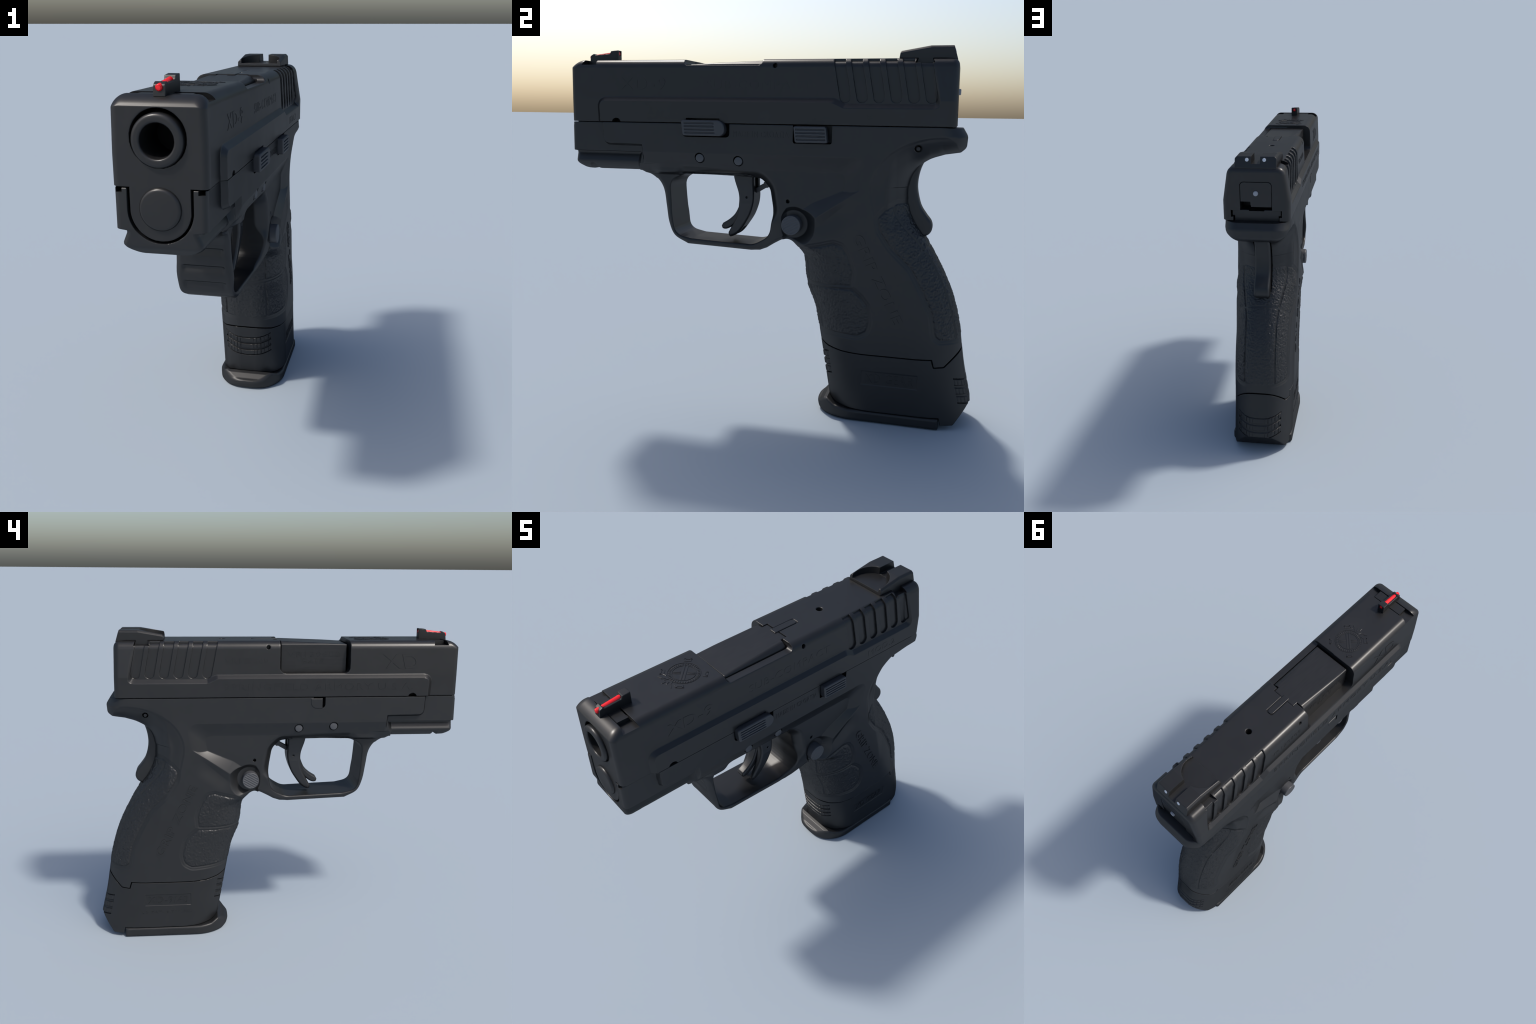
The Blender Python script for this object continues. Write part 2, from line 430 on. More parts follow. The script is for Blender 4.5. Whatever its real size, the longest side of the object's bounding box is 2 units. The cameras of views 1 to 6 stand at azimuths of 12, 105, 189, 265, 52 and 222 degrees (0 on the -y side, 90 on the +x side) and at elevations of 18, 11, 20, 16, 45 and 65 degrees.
outer = fillet([(-0.980, 1.9), (-0.988, 1.255, 0.012), (-0.983, 1.186, 0.03), (-0.945, 1.156, 0.03), (-0.64, 1.157)]) + guard_out \
    + [(-0.07, 0.786), (-0.025, 0.790)] + front_strap + [(0.445, -0.6), (1.16, -0.6)] + back_strap \
    + fillet([(0.821, 1.2702), (0.888, 1.281, 0.02), (0.912, 1.302, 0.03), (0.915, 1.352, 0.03), (0.884, 1.402, 0.02), (0.86, 1.9)])
F_out = pfield(outer)
hole = fillet([(-0.15, 1.141), (-0.40, 1.148, 0.06), (-0.489, 1.112, 0.06), (-0.480, 0.965, 0.10), (-0.465, 0.847, 0.12), (-0.38, 0.828, 0.05),
               (-0.058, 0.815, 0.09), (0.030, 0.862, 0.09), (0.042, 0.96, 0.1), (0.020, 1.092, 0.07), (-0.025, 1.137, 0.05)])
F_hole = pfield(hole)

# --- half-width of the frame as seen from the side
Y, Z = YY, ZZ
base = 0.182 + 0.003 * sstep((1.25 - Z) / 0.2) - 0.007 * sstep((1.0 - Z) / 0.4)
# pocket above the thumb ridge, with the under-cut band running forward below z = 1.25
s_top = (1.25 - Z) / 0.064
s_rear = (0.500 - 0.20 * (1.26 - Z) - Y) / 0.13
crest = [(0.60, 1.20), (0.476, 1.117), (0.282, 0.985), (0.16, 0.90)]
cy, cz = (0.282 - 0.476), (0.985 - 1.117); cl = math.hypot(cy, cz)
along = ((Y - 0.476) * cy + (Z - 1.117) * cz) / cl
above = ((Y - 0.476) * cz - (Z - 1.117) * cy) / cl          # > 0 on the pocket side
s_bot = above / np.clip(0.020 + 0.19 * along, 0.018, 0.066)
pocket = np.minimum(smin(s_top, sstep(s_rear) * 1.3, 0.8), np.where(Y > 0.10, s_bot, 9))
pocket = clip01(pocket)
W = lerp(base, 0.157, pocket)
# below the crest the ridge falls back to the grip
W -= 0.011 * clip01((-above) / np.clip(0.01 + 0.11 * along, 0.012, 0.04)) * sstep((along - 0.06) / 0.12) * (1 - sstep((along - 0.25) / 0.08)) * (1 - sstep((-above - 0.03) / 0.09))
# trigger guard and its run into the grip
g = sstep((1.160 - Z) / 0.022) * (1 - sstep((Y + 0.10) / 0.06))
Wg = 0.105 + 0.014 * sstep((1.05 - Z) / 0.2) + 0.008 * sstep(-F_out.a / 0.026) * sstep((Z - 0.84) / 0.06)
W = lerp(W, Wg, g)
gl = (1 - sstep((Y + 0.06) / 0.17)) * sstep((0.96 - Z) / 0.10)
W = lerp(W, 0.118, np.maximum(gl, 0))
# recess round the magazine catch
rb = hyp(Y - 0.150, Z - 0.932)
W = np.minimum(W, 0.142 + 0.9 * np.maximum(rb - 0.066, 0) + 0.6 * np.maximum(0.115 - Y, 0))
# web hollow behind the curved rim
rim = spline([(0.90, 1.350), (0.753, 1.345), (0.63, 1.302), (0.55, 1.240), (0.508, 1.165), (0.500, 1.10), (0.515, 1.02), (0.53, 0.95)])
rim_poly = rim + [(0.55, 0.5), (1.4, 0.5), (1.4, 1.35)]
RS = poly_sd(Y, Z, rim_poly)
W -= (0.006 * sstep(-RS / 0.012) + 0.017 * sstep((-RS - 0.005) / 0.065)) * sstep((Z - 0.90) / 0.12) * (1 - 0.6 * sstep((Y - 0.72) / 0.15))
# muzzle end: shallower ahead of the stepped line, then the accessory rail
step_poly = fillet([(-0.812, 1.50), (-0.803, 1.289, 0.03), (-0.603, 1.286, 0.004), (-0.590, 1.10), (-1.10, 1.10), (-1.10, 1.50)])
SP = poly_sd(Y, Z, step_poly)
Wf = 0.158 + 0 * Y
railW = np.interp(Z.ravel(), [1.10, 1.154, 1.158, 1.164, 1.174, 1.185, 1.194, 1.202, 1.236, 1.245, 1.250], [0.06, 0.075, 0.094, 0.110, 0.125, 0.135, 0.140, 0.140, 0.125, 0.126, 0.158]).reshape(Z.shape)
Wf = np.where((Z < 1.25), np.minimum(Wf, railW), Wf)
re = clip01((-0.612 - 0.15 * (1.25 - Z) - Y) / 0.022)
Wf = np.where(Z < 1.25, lerp(0.158, Wf, re), Wf)
W = np.where((Z > 1.162) | (Y < -0.64), lerp(W, np.minimum(W, Wf), clip01(-SP / 0.012 + 0.2)), W)

under = np.interp(Z.ravel(), [1.10, 1.152, 1.160, 1.172, 1.190, 1.21], [0.125, 0.125, 0.130, 0.138, 0.151, 0.19]).reshape(Z.shape)
W = lerp(W, np.minimum(W, under), sstep((-0.50 - Y) / 0.08))
# the frame narrows softly towards the trigger opening
W -= 0.030 * sstep((0.048 - F_hole.a) / 0.048) * sstep((Z - 0.93) / 0.08) * sstep((Y + 0.47) / 0.08) * sstep((W - 0.128) / 0.02)

# --- grip panels
P_back = fillet([(0.625, 1.045, 0.01), (0.575, 1.016, 0.02), (0.541, 0.978, 0.03), (0.556, 0.925, 0.03), (0.607, 0.850, 0.05), (0.700, 0.757, 0.06),
                 (0.765, 0.64, 0.10), (0.808, 0.545, 0.06), (0.826, 0.442, 0.03), (0.85, 0.424, 0.02), (1.05, 0.424), (1.05, 0.7), (0.80, 1.045)])
P_up = fillet([(0.431, 0.660, 0.01), (0.438, 0.725, 0.04), (0.412, 0.800, 0.05), (0.383, 0.845, 0.03), (0.345, 0.854, 0.03), (0.285, 0.838, 0.05), (0.10, 0.80), (0.10, 0.655)])
P_lo = fillet([(0.437, 0.643, 0.01), (0.478, 0.607, 0.04), (0.510, 0.567, 0.04), (0.524, 0.497, 0.05), (0.514, 0.445, 0.04), (0.474, 0.422, 0.04), (0.18, 0.432), (0.18, 0.640)])
SBk, SU, SL = poly_sd(Y, Z, P_back), poly_sd(Y, Z, P_up), poly_sd(Y, Z, P_lo)
pan = np.minimum(np.minimum(SBk, SU), SL)
pan = np.maximum(pan, -(np.abs(line_d(Y, Z, [(0.660, 0.735), (0.78, 0.852), (0.95, 0.98)])) - 0.004))      # rear divider
F_pan = Field(pan)
halo = np.minimum(np.minimum(SBk, SU), SL)
W -= 0.0035 * np.exp(-((halo - 0.0) / 0.006)**2)
W -= 0.0035 * sstep((0.022 - halo) / 0.010) * (halo > -0.5)
F_W = Field(W)
R = 0.012 + 0.008 * (Z < 1.12) + 0.010 * sstep((-0.90 - Y) / 0.05)
big = np.maximum(sstep((0.87 - Z) / 0.10) * sstep((Y - 0.08) / 0.12), sstep((Y - 0.52) / 0.10))
F_R = Field(R + 0.124 * big - 0.045 * sstep((Z - 1.15) / 0.1) * sstep((Y - 0.66) / 0.1) * big)
# the corner is elliptical: long towards the back strap, shorter at the front strap
F_K = Field(1 - big * (np.where(Y > 0.5, 0.40 * sstep((Y - 0.55) / 0.15) * (1 - sstep((Z - 1.10) / 0.15)), 0.22 + 0.10 * sstep((0.65 - Z) / 0.2))))
seam = [(0.20, 0.385), (0.288, 0.362), (0.33, 0.348), (0.40, 0.338), (0.50, 0.334), (0.817, 0.334), (0.828, 0.297), (0.873, 0.299), (0.955, 0.380), (1.1, 0.525)]
F_seam = pfield(seam + [(1.1, -0.2), (0.2, -0.2)])

def strap_groove(a, y, z):
    """vertical grooves that divide the front and rear panels"""
    fr = (y < 0.36) & (z < 0.86)
    ga = np.where(fr, np.abs(a - 0.108), np.abs(a - (0.088 + 0.04 * sstep((z - 0.75) / 0.25))))
    return ga

def frame(x, y, z):
    a = np.abs(x)
    d = rmax(F_out(y, z) * F_K(y, z), a - F_W(y, z), F_R(y, z))
    fh = F_hole(y, z)
    d = rmax(d, -fh, 0.010 + 0.026 * sstep((y + 0.40) / 0.15) * sstep((z - 0.90) / 0.08))
    # stippled panels, relief only there
    p = F_pan(y, z)
    near = (p < 0.004) & (np.abs(d) < 0.03)
    if near.any():
        xn, yn, zn, dn = x[near], y[near], z[near], d[near]
        m = sstep((-p[near]) / 0.004)
        ga = strap_groove(a[near], yn, zn)
        m2 = m * sstep((ga - 0.003) / 0.004)
        n = 0.62 * vnoise(xn, yn, zn, 0.0078) + 0.38 * vnoise(xn + 3.1, yn, zn, 0.0052)
        d = d.copy()
        kk = lerp(F_K(yn, zn), 1.0, sstep(a[near] / 0.15))
        d[near] = dn + kk * (-(0.0048 * (n - 0.5)) * m2 + 0.0022 * m * (1 - sstep((ga - 0.001) / 0.005)) - 0.001 * m2)
    d = rmax(d, z - 1.3885, 0.003)
    d = rmax(d, -F_seam(y, z) + 0.0025, 0.002)
    # front: slot for the spring housing, side notches
    u = np.where(z > 1.318, a - 0.1125, hyp(a, z - 1.318) - 0.1125)
    d = rmax(d, -np.maximum(u, y + 0.80), 0.003)
    d = np.maximum(d, -np.maximum(np.maximum(np.abs(a - 0.140) - 0.011, 1.374 - z), y + 0.80))
    # cross notch under the rail
    d = np.maximum(d, -np.maximum(np.abs(y + 0.893) - 0.012 - 0.3 * (1.187 - z), z - 1.187))
    # finger grooves on the front of the guard
    for zc in (1.045, 0.965, 0.890):
        t = (z - zc - 0.10 * (y + 0.51))
        gr = np.where(t > 0, np.exp(-(t / 0.006)**2), np.exp(-(t / 0.022)**2))
        d = d + np.where(y < -0.40, 0.010 * gr * (1 - sstep((a - 0.075) / 0.02)), 0) * sstep((fh - 0.010) / 0.010)
    # small pin holes
    d = rmax(d, -np.maximum(np.abs(hyp(y - 0.7065, z - 1.296) - 0.0125) - 0.0035, 0.10 - a), 0.002)
    d = rmax(d, -np.maximum(hyp(y - 0.121, z - 1.038) - 0.0085, 0.12 - a), 0.003)
    # clearance of the levers on the right, takedown lever on the left
    d = np.maximum(d, -box(x, y, z, (0.17, -0.276, 1.372), (0.04, 0.118, 0.045), 0.02))
    d = np.maximum(d, -box(x, y, z, (0.17, 0.235, 1.365), (0.04, 0.090, 0.058), 0.01))
    d = np.maximum(d, -box(x, y, z, (-0.17, -0.225, 1.375), (0.03, 0.032, 0.045), 0.02))
    # rings round the two cross pins
    for py, pz in ((-0.118, 1.2185), (-0.3085, 1.2285)):
        d = np.maximum(d, -np.maximum(hyp(y - py, z - pz) - 0.0245, 0.13 - a))
    # opening behind the trigger, slot for the grip safety
    d = np.maximum(d, -box(x, y, z, (0, -0.10, 1.16), (0.074, 0.10, 0.05)))
    d = np.maximum(d, -np.maximum(np.maximum(a - 0.0505, 0.60 - y), np.maximum(0.92 - z, z - 1.22)))
    return d

def split_by_region(name_fn, X, Q, mat):
    """one smooth surface, separated into named parts that keep the whole body's normals"""
    me = mesh_from('frame_whole', X, Q)
    me.polygons.foreach_set('use_smooth', np.ones(len(me.polygons), bool))
    me.set_sharp_from_angle(angle=math.radians(34))
    nl = len(me.loops); cn = np.empty(nl * 3, F32); me.corner_normals.foreach_get('vector', cn); cn = cn.reshape(-1, 4, 3)
    vi = np.empty(nl, np.int32); me.loops.foreach_get('vertex_index', vi); vi = vi.reshape(-1, 4)
    co = np.empty(len(me.vertices) * 3, F32); me.vertices.foreach_get('co', co); co = co.reshape(-1, 3)
    lab = name_fn(co[vi].mean(1))
    for nm in np.unique(lab):
        m = lab == nm
        ids, inv = np.unique(vi[m].ravel(), return_inverse=True)
        sub = mesh_from(str(nm), co[ids], inv.reshape(-1, 4).astype(np.int32))
        o = obj(str(nm), sub, mat, root, 0)
        sub.polygons.foreach_set('use_smooth', np.ones(len(sub.polygons), bool))
        sub.normals_split_custom_set(cn[m].reshape(-1, 3).tolist())
    bpy.data.meshes.remove(me)
X, Q = contour(frame, (-0.215, -1.0, 0.27), (0.215, 0.975, 1.42), H_BIG)
X, Q = drop(X, Q, lambda c: (np.abs(c[:, 2] - 1.3885) < 0.002) & (np.abs(c[:, 0]) < 0.125) & (c[:, 1] > -0.78) & (c[:, 1] < 0.74))
def frame_label(c):
    y, z = c[:, 1], c[:, 2]
    lab = np.full(len(c), 'frame', dtype='<U16')
    lab[(z < 1.13) & (y < 0.07) & (y > -0.66)] = 'trigger_guard'
    lab[(z < 1.02) & (y >= 0.07)] = 'grip'
    return lab
split_by_region(frame_label, X, Q, M_frame)
del X, Q

# ================================================================== MAGAZINE SLEEVE
sleeve_cut = fillet([(0.20, 0.16), (0.318, 0.089, 0.02), (0.37, 0.063, 0.03), (0.44, 0.055, 0.02), (0.864, 0.055), (0.872, 0.020), (0.930, 0.020, 0.01),
                     (0.992, 0.105, 0.02), (1.2, 0.23), (1.2, 0.8), (0.2, 0.8)])
F_scut = pfield(sleeve_cut)
def pads(x, y, z, d):
    """ribbed finger pads of three rows of little bricks, front and rear"""
    a = np.abs(x)
    zf = z - 0.245 + 0.9 * (a * a) * -1 + 0.0
    front = y < 0.55
    zc = np.where(front, 0.243 + 1.6 * a * a, 0.165 + 1.2 * a * a)
    hw = np.where(front, 0.122, 0.125)
    hh = np.where(front, 0.058, 0.062)
    t = z - zc
    m = np.maximum(a - hw, np.abs(t) - hh)
    row = hh * 2 / 3
    tt = np.abs(((t + hh) / row) % 1.0 - 0.5)
    col = np.where(a < 0.035, 0.0, np.abs((((a - 0.035) / 0.019) % 1.0) - 0.5))
    rib = sstep((0.40 - tt) / 0.12) * (1 - 0.35 * sstep((col - 0.34) / 0.12))
    off = 0.0050 * sstep(-m / 0.003) - 0.0055 * rib * sstep(-m / 0.004)
    return d + off * np.where(front, 0.9, lerp(0.53, 1.0, sstep(a / 0.15)))
def sleeve(x, y, z):
    a = np.abs(x)
    d = rmax(F_out(y, z) * lerp(0.68, 0.60, sstep((y - 0.52) / 0.2)), a - 0.1762, 0.14)
    k = np.abs(d) < 0.02
    if k.any():
        d = d.copy(); d[k] = pads(x[k], y[k], z[k], d[k])
    d = rmax(d, F_seam(y, z) + 0.0025, 0.003)
    d = rmax(d, F_scut(y, z), 0.004)
    # shallow name plates on the sides
    pl = np.where(x > 0, np.maximum(np.abs(y - 0.628) - 0.131, np.abs(z - 0.220) - 0.035), np.maximum(np.abs(y - 0.613) - 0.131, np.abs(z - 0.225) - 0.035))
    return d + 0.0022 * sstep(-pl / 0.003) * (a > 0.15)
sdf_obj('magazine_sleeve', sleeve, (-0.215, 0.25, 0.0), (0.215, 1.02, 0.44), H_BIG, M_mag, root)
plate_prof = fillet([(0.863, 0.0), (0.863, 0.052), (0.44, 0.052, 0.02), (0.37, 0.060, 0.03), (0.33, 0.082), (0.312, 0.076, 0.01), (0.288, 0.055, 0.02),
                     (0.268, 0.049, 0.008), (0.262, 0.032, 0.012), (0.275, 0.008, 0.02), (0.305, 0.0, 0.01)])
F_plate = pfield(plate_prof)
def floor_plate(x, y, z):
    a = np.abs(x)
    d = rmax(a - 0.178, (0.266 + 0.10 * np.maximum(0, 0.03 - z) - y) * 0.9, 0.17)
    d = np.maximum(d, rmax(F_out(y, z) * lerp(0.3, 0.60, sstep((y - 0.52) / 0.2)), a - 0.1795, 0.14) - 0.004 - 0.3 * (1 - sstep((y - 0.45) / 0.2)))
    return rmax(d, F_plate(y, z), 0.013)
sdf_obj('magazine_floor_plate', floor_plate, (-0.19, 0.25, -0.01), (0.19, 0.88, 0.14), H_BIG, M_mag, root)
sdf_obj('magazine_body', lambda x, y, z: box(x, y, z, (0, 0.62, 0.20), (0.15, 0.22, 0.17), 0.03), (-0.17, 0.38, 0.02), (0.17, 0.86, 0.39), 0.006, M_dark, root)

# ================================================================== TRIGGER
trig_prof = spline([(-0.185, 1.20), (-0.172, 1.12), (-0.150, 1.05), (-0.148, 1.00), (-0.160, 0.94), (-0.186, 0.888), (-0.206, 0.852)], 5) \
    + spline([(-0.206, 0.840), (-0.194, 0.830), (-0.156, 0.850), (-0.118, 0.900), (-0.090, 0.95), (-0.072, 1.02), (-0.074, 1.12), (-0.07, 1.20)], 5)
lev_prof = spline([(-0.17, 1.16), (-0.150, 1.08), (-0.150, 1.02), (-0.174, 0.958), (-0.205, 0.924), (-0.243, 0.899)], 5) \
    + spline([(-0.250, 0.885), (-0.243, 0.871), (-0.220, 0.871), (-0.190, 0.889), (-0.15, 0.93), (-0.12, 1.0), (-0.11, 1.16)], 5)
F_tr, F_lv = pfield(trig_prof), pfield(lev_prof)
def trigger(x, y, z):
    a = np.abs(x)
    d = rmax(F_tr(y, z), a - 0.067 + 0.09 * np.maximum(1.0 - z, 0), 0.013)
    d = rmax(d, -np.maximum(a - 0.029, y + 0.098 + 0.30 * (1.0 - z)), 0.004)
    d = rmax(d, -np.maximum(hyp(y + 0.106, z - 1.032) - 0.005, 0.055 - a), 0.003)
    return d
o_tr = sdf_obj('trigger', lambda x, y, z: trigger(x, y, z - 0.006), (-0.078, -0.26, 0.82), (0.078, -0.05, 1.19), 0.0024, M_trig, root)
sdf_obj('trigger_safety_lever', lambda x, y, z: rmax(F_lv(y, z), np.abs(x) - 0.0265, 0.010), (-0.036, -0.26, 0.86), (0.036, -0.09, 1.15), 0.0022, M_trig, o_tr)
def stop(x, y, z):
    u = (y + 0.022) * 0.866 + (z - 1.098) * 0.5; v = -(y + 0.022) * 0.5 + (z - 1.098) * 0.866
    d1 = box(x, u, v, (0, 0.018, 0), (0.020, 0.024, 0.016), 0.003)
    d2 = box(x, u, v, (0, -0.03, 0), (0.014, 0.05, 0.012), 0.003)
    return np.minimum(d1, d2)
sdf_obj('trigger_stop', stop, (-0.03, -0.12, 1.03), (0.03, 0.06, 1.16), 0.0025, M_lever, o_tr)

# ================================================================== GRIP SAFETY
gs_prof = spline([(0.755, 1.26), (0.724, 1.222), (0.707, 1.165), (0.705, 1.105), (0.723, 1.033), (0.750, 0.990), (0.775, 0.957), (0.781, 0.925), (0.768, 0.900), (0.742, 0.889),
                  (0.718, 0.905), (0.68, 0.96), (0.64, 1.00)]) + [(0.61, 1.10), (0.62, 1.27)]
F_gs = pfield(gs_prof)
sdf_obj('grip_safety', lambda x, y, z: rmax(F_gs(y, z), np.abs(x) - 0.0455, 0.014), (-0.06, 0.595, 0.875), (0.06, 0.79, 1.28), 0.0025, M_frame, root)

# ================================================================== LEVERS, PINS, BUTTON
def ridged_lever(c, sy, sz, round_rear, lean):
    def f(x, y, z):
        u = y - c[1] - lean * (z - c[2]); v = z - c[2]
        d2 = rmax(np.abs(u) - sy, np.abs(v) - sz, 0.010)
        if round_rear: d2 = rmax(rmax(u - sy, v - sz, 0.034), rmax(u - sy, -v - sz, 0.034), 0.001); d2 = np.maximum(d2, rmax(np.abs(v) - sz, -u - sy, 0.012))
        d = rmax(d2, np.abs(x - c[0]) - 0.022, 0.007)
        t = np.abs(((v + sz) / (2 * sz / 5)) % 1.0 - 0.5)
        m = sstep((0.010 - np.abs(u) + sy - 0.016) / 0.006) if not round_rear else sstep((sy - 0.045 - u) / 0.012) * sstep((sy - 0.012 + u) / 0.006)
        return d + 0.005 * sstep((t - 0.22) / 0.2) * m * (x > c[0]) * sstep((sz - 0.004 - np.abs(v)) / 0.004)
    return f
sdf_obj('slide_release_lever', ridged_lever((0.187, -0.281, 1.369), 0.106, 0.0365, True, -0.10), (0.155, -0.40, 1.32), (0.22, -0.16, 1.42), 0.002, M_lever, root)
sdf_obj('safety_lever', ridged_lever((0.187, 0.230, 1.348), 0.075, 0.037, False, -0.12), (0.155, 0.13, 1.30), (0.22, 0.325, 1.40), 0.002, M_lever, root)
def takedown(x, y, z):
    r = hyp(y + 0.212, z - 1.362) - 0.034
    d = np.where(y < -0.212, np.maximum(-0.243 - y, np.where(z < 1.362, np.minimum(r + 0.0, 1.329 - z + 0 * r), 0 * r - 0.001)), r)
    d2 = np.maximum(np.maximum(-0.2425 - y, 1.3285 - z), np.where(y > -0.212, r, -1))
    d2 = np.where((y > -0.212) & (z > 1.362), np.abs(y + 0.212) - 0.034, d2)
    return rmax(np.maximum(d2, z - 1.3835), np.abs(x + 0.168) - 0.017, 0.005)
sdf_obj('takedown_lever', takedown, (-0.195, -0.26, 1.31), (-0.14, -0.165, 1.40), 0.002, M_frame, root)

for py, pz in ((-0.118, 1.2185), (-0.3085, 1.2285)):
    for s in (-1, 1):
        w = 0.182 - 0.025 * (1.25 - pz) / 0.064
        disc('cross_pin', (s * (w - 0.012), py, pz), (s, 0, 0.0), 0.0205, 0.030, M_pin, root, 0.004)
for s in (-1, 1):
    disc('grip_safety_pin', (s * 0.150, 0.7065, 1.296), (s, 0, 0), 0.009, 0.02, M_frame, root, 0.002)
# magazine catch: a round button with slanted ridges
def button(x, y, z):
    a = np.abs(x); r = hyp(y - 0.144, z - 0.930)
    t = ((y - 0.144) * -0.5 + (z - 0.930) * 0.866) / 0.0115
    d = rmax(r - 0.0455, a - 0.188, 0.004)
    return d + 0.0022 * (0.5 + 0.5 * np.cos(t * 2 * math.pi)) * sstep((0.042 - r) / 0.003) * (a > 0.18)
sdf_obj('magazine_release_button', button, (-0.205, 0.085, 0.87), (0.205, 0.205, 0.99), 0.0024, M_pin, root)

# ================================================================== LETTERING AND EMBLEM
def surf_x(f, side, Y_, Z_):
    """x of the outer surface on one side at given (y, z)"""
    x = np.full(len(Y_), side * 0.21, F32)
    for _ in range(40):
        x = x - side * np.clip(f(x, Y_, Z_), -0.02, 0.02) * 0.9
    return x
def lettering(text, side, centre, width, height, f, mat, name='lettering', angle=0.0, raise_=0.0007, shear=0.0, track=1.12, weight=0.0):
    cu = bpy.data.curves.new('text', 'FONT'); cu.body = text; cu.size = 1.0
    cu.space_character = track; cu.resolution_u = 3; cu.extrude = 0.5; cu.offset = weight
    to = bpy.data.objects.new('text', cu); coll.objects.link(to)
    bpy.context.view_layer.update()
    me = bpy.data.meshes.new_from_object(to.evaluated_get(bpy.context.evaluated_depsgraph_get()))
    bpy.data.objects.remove(to)
    n = len(me.vertices); co = np.empty(n * 3, F32); me.vertices.foreach_get('co', co); co = co.reshape(-1, 3)
    lo, hi = co.min(0), co.max(0)
    u = ((co[:, 0] - lo[0]) / (hi[0] - lo[0]) - 0.5) * width; v = ((co[:, 1] - lo[1]) / (hi[1] - lo[1]) - 0.5) * height
    u = u + shear * v
    top = co[:, 2] > 0
    c, s = math.cos(angle), math.sin(angle)
    u, v = u * c - v * s, u * s + v * c
    Yp = (centre[0] + side * u).astype(F32); Zp = (centre[1] + v).astype(F32)
    x = surf_x(f, side, Yp, Zp)
    x = x + side * np.where(top, raise_, -0.004)
    me.vertices.foreach_set('co', np.stack([x, Yp, Zp], -1).ravel().astype(F32))
    me.update()
    return obj(name, me, mat, root, 30)

lettering('SPRINGFIELD ARMORY U.S.A.', -1, (-0.2255, 1.4465), 1.02, 0.036, slide_body, M_slide, raise_=0.0012)
lettering('VR120600', -1, (0.165, 1.583), 0.23, 0.030, slide_body, M_slide, raise_=0.0011)
lettering('MOD.2', 1, (0.574, 1.429), 0.195, 0.034, slide_body, M_slide)
lettering('SUB-COMPACT', 1, (-0.03, 1.569), 0.50, 0.040, slide_body, M_slide)
lettering('XD', -1, (-0.667, 1.577), 0.185, 0.075, slide_body, M_slide, 'logo_lettering', shear=-0.25, raise_=0.0018)
lettering('XD-9', 1, (-0.605, 1.572), 0.240, 0.058, slide_body, M_slide, 'logo_lettering', shear=0.0, raise_=0.0010, weight=0.015)
lettering('VR120600', -1, (-0.2, 1.612), 0.285, 0.028, chamber, M_hood, raise_=0.0011)
lettering('9x19', -1, (-0.197, 1.577), 0.12, 0.024, chamber, M_hood, raise_=0.0011)
lettering('MADE IN CROATIA', 1, (-0.008, 1.345), 0.265, 0.028, frame, M_frame, raise_=0.0011)
lettering('GRIP ZONE', -1, (0.556, 0.7), 0.45, 0.047, frame, M_frame, angle=math.radians(63), raise_=0.0026, weight=0.012)
lettering('GRIP ZONE', 1, (0.556, 0.7), 0.45, 0.047, frame, M_frame, angle=math.radians(-63), raise_=0.0026, weight=0.012)
lettering('XD GEAR', 1, (0.628, 0.220), 0.225, 0.045, sleeve, M_mag, raise_=0.0020)
lettering('XD-9/40', -1, (0.613, 0.225), 0.225, 0.040, sleeve, M_mag, raise_=0.0020)
lettering('US PAT. 6,711,820', -1, (0.622, 0.150), 0.29, 0.018, sleeve, M_mag, raise_=0.0009)

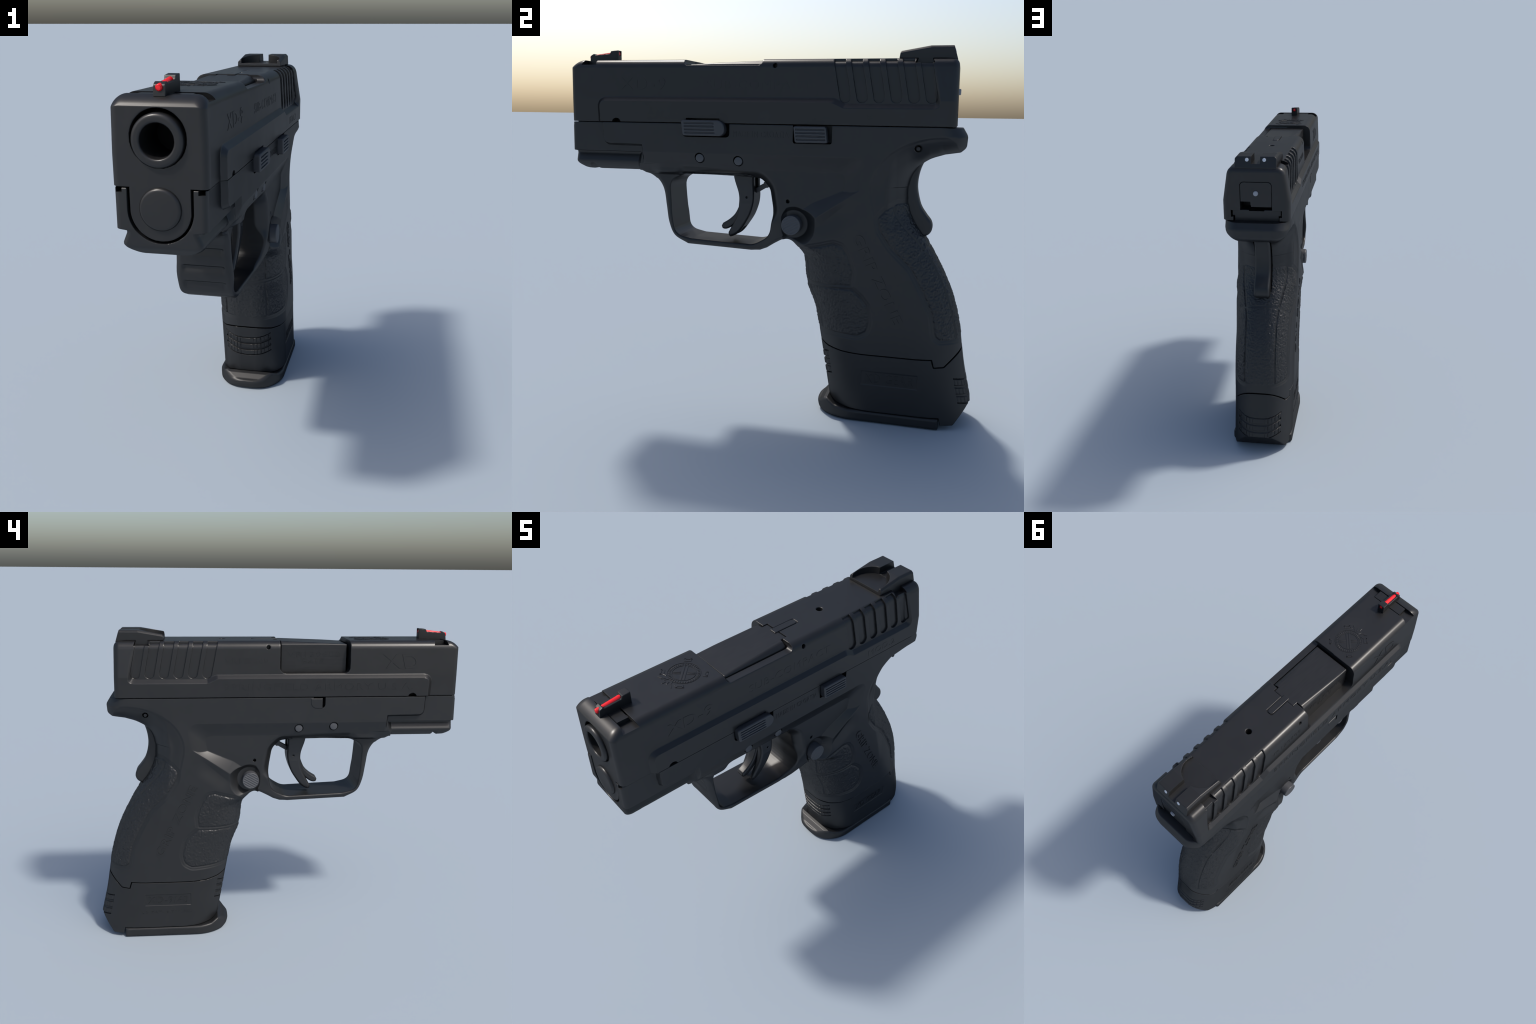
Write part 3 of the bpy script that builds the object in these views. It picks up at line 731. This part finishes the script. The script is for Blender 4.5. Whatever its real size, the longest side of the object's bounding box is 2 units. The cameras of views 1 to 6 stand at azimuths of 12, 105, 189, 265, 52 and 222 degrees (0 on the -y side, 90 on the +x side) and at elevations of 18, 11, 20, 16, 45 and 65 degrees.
def emblem():
    """round crest with crossed cannons, corner lugs and a flame, on top of the slide"""
    bm = bmesh.new()
    cx, cy0, r = -0.003, -0.514, 0.066
    def bar(px, py, l, w, ang, w2=None, hgt=0.0024):
        w2 = w if w2 is None else w2
        c, s = math.cos(ang), math.sin(ang)
        ring = []
        for zz, k in ((Z_TOP - 0.003, 1.0), (Z_TOP + hgt * 0.55, 1.0), (Z_TOP + hgt * 0.7, 0.72)):
            lay = []
            for u, v in ((-l, -w), (l, -w2), (l, w2), (-l, w)):
                uu, vv = u * (1 if k == 1 else 1 - (1 - k) * w / l), v * k
                lay.append(bm.verts.new((cx + px + uu * c - vv * s, cy0 + py + uu * s + vv * c, zz)))
            ring.append(lay)
        for a, b in zip(ring[:-1], ring[1:]):
            for i in range(4): bm.faces.new((a[i], a[(i + 1) % 4], b[(i + 1) % 4], b[i]))
        bm.faces.new(ring[-1])
    n = 36
    for i in range(n):
        t = 2 * math.pi * i / n
        bar(r * math.cos(t), r * math.sin(t), 0.0046, 0.0028, t)
        bar((r - 0.012) * math.cos(t), (r - 0.012) * math.sin(t), 0.0046, 0.0012, t + math.pi / 2)
        bar((r + 0.009) * math.cos(t), (r + 0.009) * math.sin(t), 0.0062, 0.0012, t + math.pi / 2)
    dia = math.radians(135)
    for k in (-1, 1):
        bar(k * 0.007 * math.cos(dia + math.pi / 2), k * 0.007 * math.sin(dia + math.pi / 2), 0.052, 0.0050, dia, 0.0038)
    for sgn in (-1, 1):
        for k in (-1, 1):
            bar(sgn * 0.033 * math.cos(dia - math.pi / 2) + k * 0.0055 * math.cos(dia), sgn * 0.033 * math.sin(dia - math.pi / 2) + k * 0.0055 * math.sin(dia),
                0.017, 0.0030, dia - math.pi / 2)
    for k in range(4):
        t = math.radians(45 + 90 * k); R0 = 0.092
        px, py = R0 * math.cos(t), R0 * math.sin(t)
        bar(px, py, 0.005, 0.016, t); bar(px * 1.14, py * 1.14, 0.003, 0.020, t)
        for q in (-1, 1):
            bar(px * 1.07 - q * 0.013 * math.sin(t), py * 1.07 + q * 0.013 * math.cos(t), 0.010, 0.0028, t)
    for q in range(9):
        t = math.radians(-90 + (q - 4) * 8)
        rr = 0.086 + 0.011 * ((q * 2) % 3)
        bar(rr * math.cos(t), rr * math.sin(t), 0.010, 0.0024, t + 0.2 * (q - 4))
    me = bpy.data.meshes.new('slide_emblem'); bm.to_mesh(me); bm.free()
    o = obj('slide_emblem', me, M_slide, root, 25); o['kind'] = 'stuff'
emblem()
